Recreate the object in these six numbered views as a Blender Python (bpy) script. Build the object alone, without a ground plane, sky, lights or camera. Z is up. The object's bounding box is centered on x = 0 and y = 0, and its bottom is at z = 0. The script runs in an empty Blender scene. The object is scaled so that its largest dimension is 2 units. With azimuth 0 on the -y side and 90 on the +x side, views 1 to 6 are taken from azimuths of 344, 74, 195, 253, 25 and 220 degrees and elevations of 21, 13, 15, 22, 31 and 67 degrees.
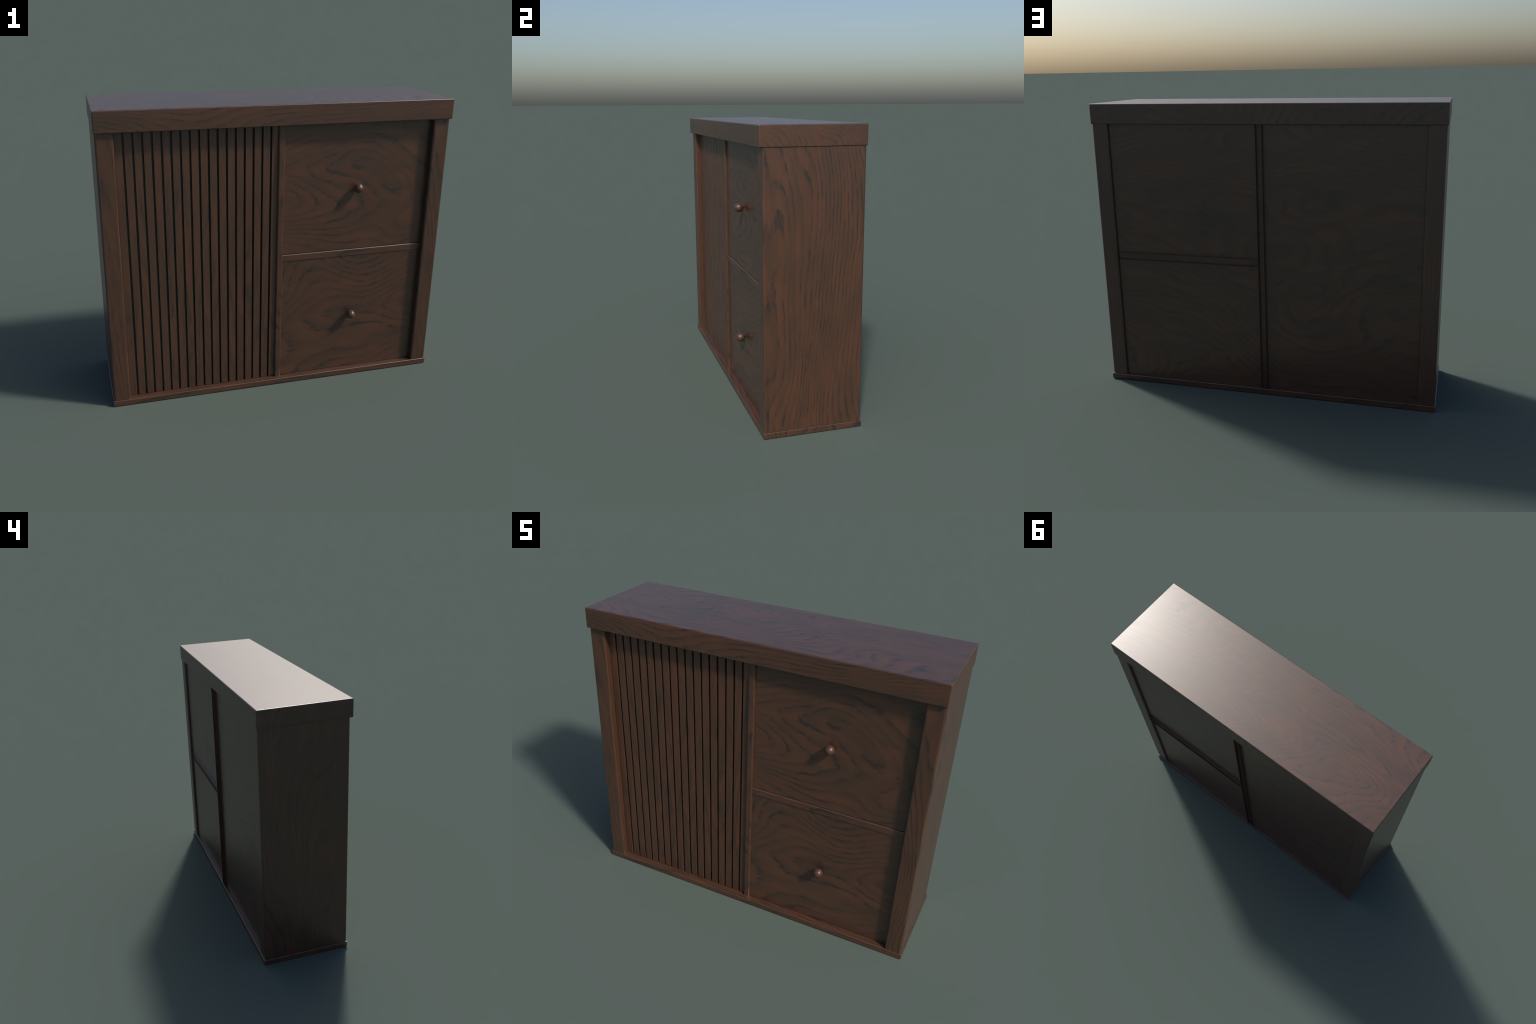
import bpy, bmesh, math
from mathutils import Vector

# ----------------------------------------------------------------------------
# Dark walnut sideboard: slatted door on one side, two drawers on the other.
# Metres, z up, front faces -y.
# ----------------------------------------------------------------------------

# ------------------------------------------------------------------ dimensions
HALF_W = 1.000            # half width of top and base
FRONT_TOP, BACK_TOP = -0.2945, 0.2975
FRONT_BASE, BACK_BASE = -0.2800, 0.2985
Z_BASE = 0.035
Z_UNDER, Z_TOP = 1.5890, 1.7030
PANEL_OUT, PANEL_IN = 0.9950, 0.8990
PANEL_FRONT, PANEL_BACK = -0.2765, 0.2925
DIV_L, DIV_R = -0.0190, 0.0178        # upright divider, x range
DIV_FRONT, DIV_BACK = -0.2530, 0.2955   # back is an open channel
RAIL_LO, RAIL_HI = 0.7880, 0.8320
RAIL_FRONT, RAIL_BACK = -0.2440, 0.2955 # back is an open channel
FACE = -0.2387                         # plane of drawer fronts and slats
BACK = 0.2765                          # plane of the recessed back board
WALL = 0.0010                          # wall of the open channels
SLAT_PITCH, SLAT_W, FIRST_GROOVE = 0.0496, 0.0390, -0.8529
N_SLATS = 18
KNOB_X, KNOB_Y, KNOB_R = 0.4583, -0.2715, 0.0270
KNOB_Z = (1.2113, 0.4133)


# ------------------------------------------------------------------- materials
def wood(name, axis, seed, spacing=1.0, warp=1.0, stretch=0.30, per_object=0.0,
         tone=1.0, slope=13.0, strength=0.95, density=1.0):
    """Stained walnut.  The rings are level lines of a slow noise stretched along
    the grain axis, drawn as thin broken dark lines on a mottled brown."""
    m = bpy.data.materials.new(name)
    m.use_nodes = True
    nt = m.node_tree
    nd, ln = nt.nodes, nt.links
    nd.clear()

    def node(kind, **kw):
        n = nd.new(kind)
        for k, v in kw.items():
            setattr(n, k, v)
        return n

    def math_(op, a, b=None, c=None, clamp=False):
        n = node('ShaderNodeMath', operation=op, use_clamp=clamp)
        for i, s in enumerate((a, b, c)):
            if s is None:
                continue
            if isinstance(s, (int, float)):
                n.inputs[i].default_value = s
            else:
                ln.new(s, n.inputs[i])
        return n.outputs[0]

    def smooth(v, lo, hi, out0=0.0, out1=1.0):
        n = node('ShaderNodeMapRange', interpolation_type='SMOOTHSTEP')
        ln.new(v, n.inputs['Value'])
        n.inputs['From Min'].default_value = lo
        n.inputs['From Max'].default_value = hi
        n.inputs['To Min'].default_value = out0
        n.inputs['To Max'].default_value = out1
        return n.outputs['Result']

    def noise(vec, scale, detail=2.0, rough=0.5, dist=0.0):
        n = node('ShaderNodeTexNoise')
        n.inputs['Scale'].default_value = scale
        n.inputs['Detail'].default_value = detail
        n.inputs['Roughness'].default_value = rough
        n.inputs['Distortion'].default_value = dist
        ln.new(vec, n.inputs['Vector'])
        return n.outputs['Fac']

    def mapped(vec, scale=(1, 1, 1), loc=(0, 0, 0)):
        n = node('ShaderNodeMapping')
        n.inputs['Scale'].default_value = scale
        n.inputs['Location'].default_value = loc
        ln.new(vec, n.inputs['Vector'])
        return n.outputs['Vector']

    tc = node('ShaderNodeTexCoord')
    sep = node('ShaderNodeSeparateXYZ')
    ln.new(tc.outputs['Object'], sep.inputs[0])
    order = {'x': 'XYZ', 'y': 'YXZ', 'z': 'ZXY'}[axis]
    comb = node('ShaderNodeCombineXYZ')
    for i, ch in enumerate(order):
        ln.new(sep.outputs[ch], comb.inputs[i])
    vec = comb.outputs[0]                     # x along the grain, y and z across
    if per_object:
        info = node('ShaderNodeObjectInfo')
        shift = node('ShaderNodeCombineXYZ')
        for i, k in enumerate((7.0, 3.1, 5.3)):
            ln.new(math_('MULTIPLY', info.outputs['Random'], k * per_object), shift.inputs[i])
        add = node('ShaderNodeVectorMath', operation='ADD')
        ln.new(vec, add.inputs[0])
        ln.new(shift.outputs[0], add.inputs[1])
        vec = add.outputs[0]
    vec = mapped(vec, loc=(seed * 1.37, seed * 0.71, seed * 2.13))

    # ring field: level lines of a slow noise plus a steady slope across the grain
    slow = noise(mapped(vec, (stretch, 1.0, 1.0)), 1.75 * spacing, 1.0, 0.4, 0.35)
    mid = noise(mapped(vec, (0.45, 1.0, 1.0)), 9.0, 2.0, 0.5)
    fine = noise(mapped(vec, (0.40, 1.0, 1.0)), 55.0, 2.0, 0.6)
    s2 = node('ShaderNodeSeparateXYZ')
    ln.new(vec, s2.inputs[0])
    f = math_('MULTIPLY', slow, 38.0 * warp)
    f = math_('MULTIPLY_ADD', mid, 1.5 * warp, f)
    f = math_('MULTIPLY_ADD', s2.outputs['Y'], slope, f)
    f = math_('MULTIPLY_ADD', s2.outputs['Z'], slope, f)
    f = math_('MULTIPLY', f, density)
    f = math_('MULTIPLY_ADD', fine, 0.45, f)
    fr = math_('FRACT', f)
    # slow darkening up to a thin line, then a quick return
    wash = math_('MULTIPLY', smooth(fr, 0.15, 0.85), smooth(fr, 0.86, 1.0, 1.0, 0.0))
    line = math_('MULTIPLY', smooth(fr, 0.52, 0.82), smooth(fr, 0.85, 0.99, 1.0, 0.0))
    # broken along its length, stronger in some areas than in others
    dash = noise(mapped(vec, (0.28, 1.0, 1.0)), 40.0, 2.0, 0.6)
    line = math_('MULTIPLY', line, smooth(dash, 0.36, 0.62, 0.22, 1.0))
    patch = noise(mapped(vec, (0.5, 1.0, 1.0)), 6.0, 2.0, 0.5)
    line = math_('MULTIPLY', line, smooth(patch, 0.34, 0.60, 0.45, 1.0))
    ring = math_('MAXIMUM', math_('MULTIPLY', wash, 0.26), line)
    # pores
    pore = noise(mapped(vec, (0.07, 1.0, 1.0)), 210.0, 1.0, 0.5)
    pore = smooth(pore, 0.56, 0.72)

    mott = noise(mapped(vec, (0.25, 1.0, 1.0)), 14.0, 3.0, 0.6)
    ramp = node('ShaderNodeValToRGB')
    e = ramp.color_ramp.elements
    e[0].position, e[0].color = 0.33, (0.0570 * tone, 0.0285 * tone, 0.0160 * tone, 1)
    e[1].position, e[1].color = 0.68, (0.0850 * tone, 0.0345 * tone, 0.0180 * tone, 1)
    ln.new(mott, ramp.inputs['Fac'])

    def mix(fac, a, b):
        n = node('ShaderNodeMix', data_type='RGBA')
        ln.new(fac, n.inputs['Factor'])
        ln.new(a, n.inputs['A'])
        if isinstance(b, tuple):
            n.inputs['B'].default_value = b
        else:
            ln.new(b, n.inputs['B'])
        return n.outputs['Result']

    col = mix(math_('MULTIPLY', pore, 0.16), ramp.outputs['Color'], (0.030 * tone, 0.019 * tone, 0.014 * tone, 1))
    col = mix(math_('MULTIPLY', ring, strength), col, (0.0165 * tone, 0.0135 * tone, 0.0125 * tone, 1))

    bsdf = node('ShaderNodeBsdfPrincipled')
    ln.new(col, bsdf.inputs['Base Color'])
    rr = math_('MULTIPLY_ADD', ring, 0.03, 0.33)
    ln.new(rr, bsdf.inputs['Roughness'])
    bsdf.inputs['Specular IOR Level'].default_value = 0.88
    out = node('ShaderNodeOutputMaterial')
    ln.new(bsdf.outputs[0], out.inputs['Surface'])
    return m


def knob_material():
    m = bpy.data.materials.new('polished_walnut_knob')
    m.use_nodes = True
    nt = m.node_tree
    b = nt.nodes['Principled BSDF']
    tc = nt.nodes.new('ShaderNodeTexCoord')
    n = nt.nodes.new('ShaderNodeTexNoise')
    n.inputs['Scale'].default_value = 30.0
    n.inputs['Detail'].default_value = 2.0
    r = nt.nodes.new('ShaderNodeValToRGB')
    r.color_ramp.elements[0].position = 0.3
    r.color_ramp.elements[0].color = (0.060, 0.031, 0.021, 1)
    r.color_ramp.elements[1].position = 0.7
    r.color_ramp.elements[1].color = (0.085, 0.041, 0.027, 1)
    nt.links.new(tc.outputs['Object'], n.inputs['Vector'])
    nt.links.new(n.outputs['Fac'], r.inputs['Fac'])
    nt.links.new(r.outputs['Color'], b.inputs['Base Color'])
    b.inputs['Roughness'].default_value = 0.36
    return m


# -------------------------------------------------------------------- geometry
COLL = bpy.context.scene.collection


def link(ob, parent=None):
    COLL.objects.link(ob)
    if parent is not None:
        ob.parent = parent
        ob.matrix_parent_inverse = parent.matrix_world.inverted()
    return ob


def box_mesh(name, size, bevel=0.0, segments=3, wide=None, wide_edges=None):
    """Box around the origin.  All edges get `bevel`; edges picked by
    `wide_edges(midpoint)` get the rounder `wide` first."""
    bm = bmesh.new()
    bmesh.ops.create_cube(bm, size=1.0)
    bmesh.ops.scale(bm, vec=Vector(size), verts=bm.verts)
    if wide:
        es = [e for e in bm.edges if wide_edges((e.verts[0].co + e.verts[1].co) / 2)]
        bmesh.ops.bevel(bm, geom=es, offset=wide, segments=5, profile=0.5, affect='EDGES',
                        clamp_overlap=True)
    if bevel:
        es = [e for e in bm.edges if len(e.link_faces) == 2 and e.calc_face_angle() > 0.6]
        bmesh.ops.bevel(bm, geom=es, offset=bevel, segments=segments, profile=0.5,
                        affect='EDGES', clamp_overlap=True)
    me = bpy.data.meshes.new(name)
    bm.normal_update()
    bm.to_mesh(me)
    bm.free()
    for p in me.polygons:
        p.use_smooth = True
    return me


def weight_normals(ob):
    """Keep the flats flat and let only the rounded edges shade smoothly."""
    w = ob.modifiers.new('flat_faces', 'WEIGHTED_NORMAL')
    w.mode = 'FACE_AREA'
    w.weight = 100
    w.keep_sharp = True


def board(name, lo, hi, mat, parent, **kw):
    lo, hi = Vector(lo), Vector(hi)
    me = box_mesh(name, hi - lo, **kw)
    me.materials.append(mat)
    ob = bpy.data.objects.new(name, me)
    ob.location = (lo + hi) / 2
    weight_normals(ob)
    link(ob, parent)
    return ob


root = bpy.data.objects.new('sideboard_cabinet', None)
root['label'] = 'dark walnut sideboard with slatted door and two knobbed drawers'
root['category'] = 'sideboard'
link(root)

WOOD_TOP = wood('walnut_top', 'x', 22.1, stretch=0.34, warp=0.75, slope=17.0, density=1.25)
WOOD_BASE = wood('walnut_base', 'x', 8.2, stretch=0.2, warp=0.7)
WOOD_SIDE_A = wood('walnut_side_left', 'z', 11.4, stretch=0.30, warp=0.6, slope=24.0, density=1.35, strength=0.75)
WOOD_SIDE_B = wood('walnut_side_right', 'z', 31.7, stretch=0.27, warp=0.66, slope=20.0, density=1.3, strength=0.93)
WOOD_DIV = wood('walnut_divider', 'z', 2.6, stretch=0.2, warp=0.8)
WOOD_RAIL = wood('walnut_rail', 'x', 4.4, warp=0.8)
WOOD_DRAWER_A = wood('walnut_drawer_upper', 'x', 20.9, stretch=0.66, warp=0.72, slope=9.0, density=0.95, strength=0.97)
WOOD_DRAWER_B = wood('walnut_drawer_lower', 'x', 17.3, stretch=0.50, warp=0.72, slope=12.0, density=0.95, strength=0.97)
WOOD_SLAT = wood('walnut_slat', 'z', 1.3, per_object=1.0, stretch=0.25, warp=0.7, strength=0.7)
WOOD_DOOR = wood('dark_groove_backing', 'z', 7.7, tone=0.10)
WOOD_BACK = wood('walnut_back', 'x', 12.5, stretch=0.50, warp=0.75, slope=11.0, density=1.1, strength=0.8)
KNOB = knob_material()

# frame ------------------------------------------------------------------------
board('top', (-HALF_W, FRONT_TOP, Z_UNDER), (HALF_W, BACK_TOP, Z_TOP), WOOD_TOP, root,
      bevel=0.0055, segments=4)
board('base', (-HALF_W, FRONT_BASE, 0.0), (HALF_W, BACK_BASE, Z_BASE), WOOD_BASE, root,
      bevel=0.0040)
for sx, mat in ((-1, WOOD_SIDE_A), (1, WOOD_SIDE_B)):
    x0, x1 = sorted((sx * PANEL_IN, sx * PANEL_OUT))
    board('side_panel', (x0, PANEL_FRONT, Z_BASE - 0.001), (x1, PANEL_BACK, Z_UNDER + 0.003),
          mat, root, bevel=0.003, wide=0.011,
          wide_edges=lambda p: abs(p.z) < 0.1)


def channel(name, core, plates, mat, parent, **kw):
    """Solid core box plus the thin walls that run on past it to form an open
    channel; one mesh."""
    lo, hi = Vector(core[0]), Vector(core[1])
    mid = (lo + hi) / 2
    me = box_mesh(name, hi - lo, **kw)
    bm = bmesh.new()
    bm.from_mesh(me)
    for p0, p1 in plates:
        p0, p1 = Vector(p0), Vector(p1)
        r = bmesh.ops.create_cube(bm, size=1.0)
        bmesh.ops.scale(bm, vec=p1 - p0, verts=r['verts'])
        bmesh.ops.translate(bm, vec=(p0 + p1) / 2 - mid, verts=r['verts'])
    bm.to_mesh(me)
    bm.free()
    me.materials.append(mat)
    ob = bpy.data.objects.new(name, me)
    ob.location = mid
    weight_normals(ob)
    return link(ob, parent)


zb, zt = Z_BASE - 0.001, Z_UNDER + 0.004
channel('divider', ((DIV_L, DIV_FRONT, zb), (DIV_R, BACK - 0.010, zt)),
        [((x, BACK - 0.012, zb + 0.0005), (x + WALL, DIV_BACK, zt - 0.0005))
         for x in (DIV_L, DIV_R - WALL)],
        WOOD_DIV, root, bevel=0.001, wide=0.008,
        wide_edges=lambda p: abs(p.z) < 0.1 and p.y < 0)
x0, x1 = DIV_R - 0.0007, PANEL_IN + 0.006
channel('rail', ((x0, RAIL_FRONT, RAIL_LO + 0.0003), (x1, BACK - 0.010, RAIL_HI - 0.0003)),
        [((x0, BACK - 0.012, z), (x1, RAIL_BACK, z + WALL * 1.5))
         for z in (RAIL_LO, RAIL_HI - WALL * 1.5)],
        WOOD_RAIL, root, bevel=0.0008, wide=0.0056,
        wide_edges=lambda p: p.y < 0 and abs(p.x) < 0.1)

# drawers ----------------------------------------------------------------------
def knob_mesh():
    """Turned knob: ball on a short thin stem, revolved about -y."""
    prof = [(0.0045, 0.040), (0.0045, KNOB_R * 0.97)]
    n = 26
    a0 = math.asin(0.0045 / KNOB_R)
    for i in range(n + 1):
        a = a0 + (math.pi - a0) * i / n
        prof.append((KNOB_R * math.sin(a), KNOB_R * math.cos(a)))
    bm = bmesh.new()
    seg = 48
    rings = []
    for r, h in prof[:-1]:
        rings.append([bm.verts.new((r * math.cos(2 * math.pi * k / seg), h,
                                    r * math.sin(2 * math.pi * k / seg))) for k in range(seg)])
    tip = bm.verts.new((0, -KNOB_R, 0))
    for a, b in zip(rings, rings[1:]):
        for k in range(seg):
            bm.faces.new((a[k], a[(k + 1) % seg], b[(k + 1) % seg], b[k]))
    for k in range(seg):
        bm.faces.new((rings[-1][k], rings[-1][(k + 1) % seg], tip))
    bm.faces.new(rings[0][::-1])
    bmesh.ops.recalc_face_normals(bm, faces=bm.faces)
    me = bpy.data.meshes.new('knob')
    bm.to_mesh(me)
    bm.free()
    for p in me.polygons:
        p.use_smooth = True
    me.materials.append(KNOB)
    return me


KNOB_ME = knob_mesh()
for z0, z1, kz, mat in ((RAIL_HI + 0.0004, Z_UNDER + 0.003, KNOB_Z[0], WOOD_DRAWER_A),
                        (Z_BASE + 0.0005, RAIL_LO - 0.0005, KNOB_Z[1], WOOD_DRAWER_B)):
    d = board('drawer_front', (DIV_R - 0.004, FACE, z0), (PANEL_IN + 0.003, FACE + 0.024, z1),
              mat, root, bevel=0.0038)
    k = bpy.data.objects.new('knob', KNOB_ME)
    COLL.objects.link(k)
    k.parent = d
    k.location = Vector((KNOB_X, KNOB_Y, kz)) - d.location

# slatted door -----------------------------------------------------------------
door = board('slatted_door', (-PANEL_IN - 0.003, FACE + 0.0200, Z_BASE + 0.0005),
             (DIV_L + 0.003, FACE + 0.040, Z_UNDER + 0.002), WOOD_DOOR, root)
SLAT_H = Z_UNDER + 0.0025 - (Z_BASE + 0.001)
slat_me = box_mesh('slat', (SLAT_W, 0.022, SLAT_H), bevel=0.0016, segments=2)
slat_me.materials.append(WOOD_SLAT)
for i in range(N_SLATS):
    s = bpy.data.objects.new('slat', slat_me)
    weight_normals(s)
    COLL.objects.link(s)
    s.parent = door
    s.location = Vector((FIRST_GROOVE + (i - 0.5) * SLAT_PITCH, FACE + 0.0110,
                         Z_BASE + 0.001 + SLAT_H / 2)) - door.location

# back board -------------------------------------------------------------------
board('back_panel', (-PANEL_IN - 0.004, BACK - 0.009, Z_BASE - 0.001),
      (PANEL_IN + 0.004, BACK, Z_UNDER + 0.003), WOOD_BACK, root)
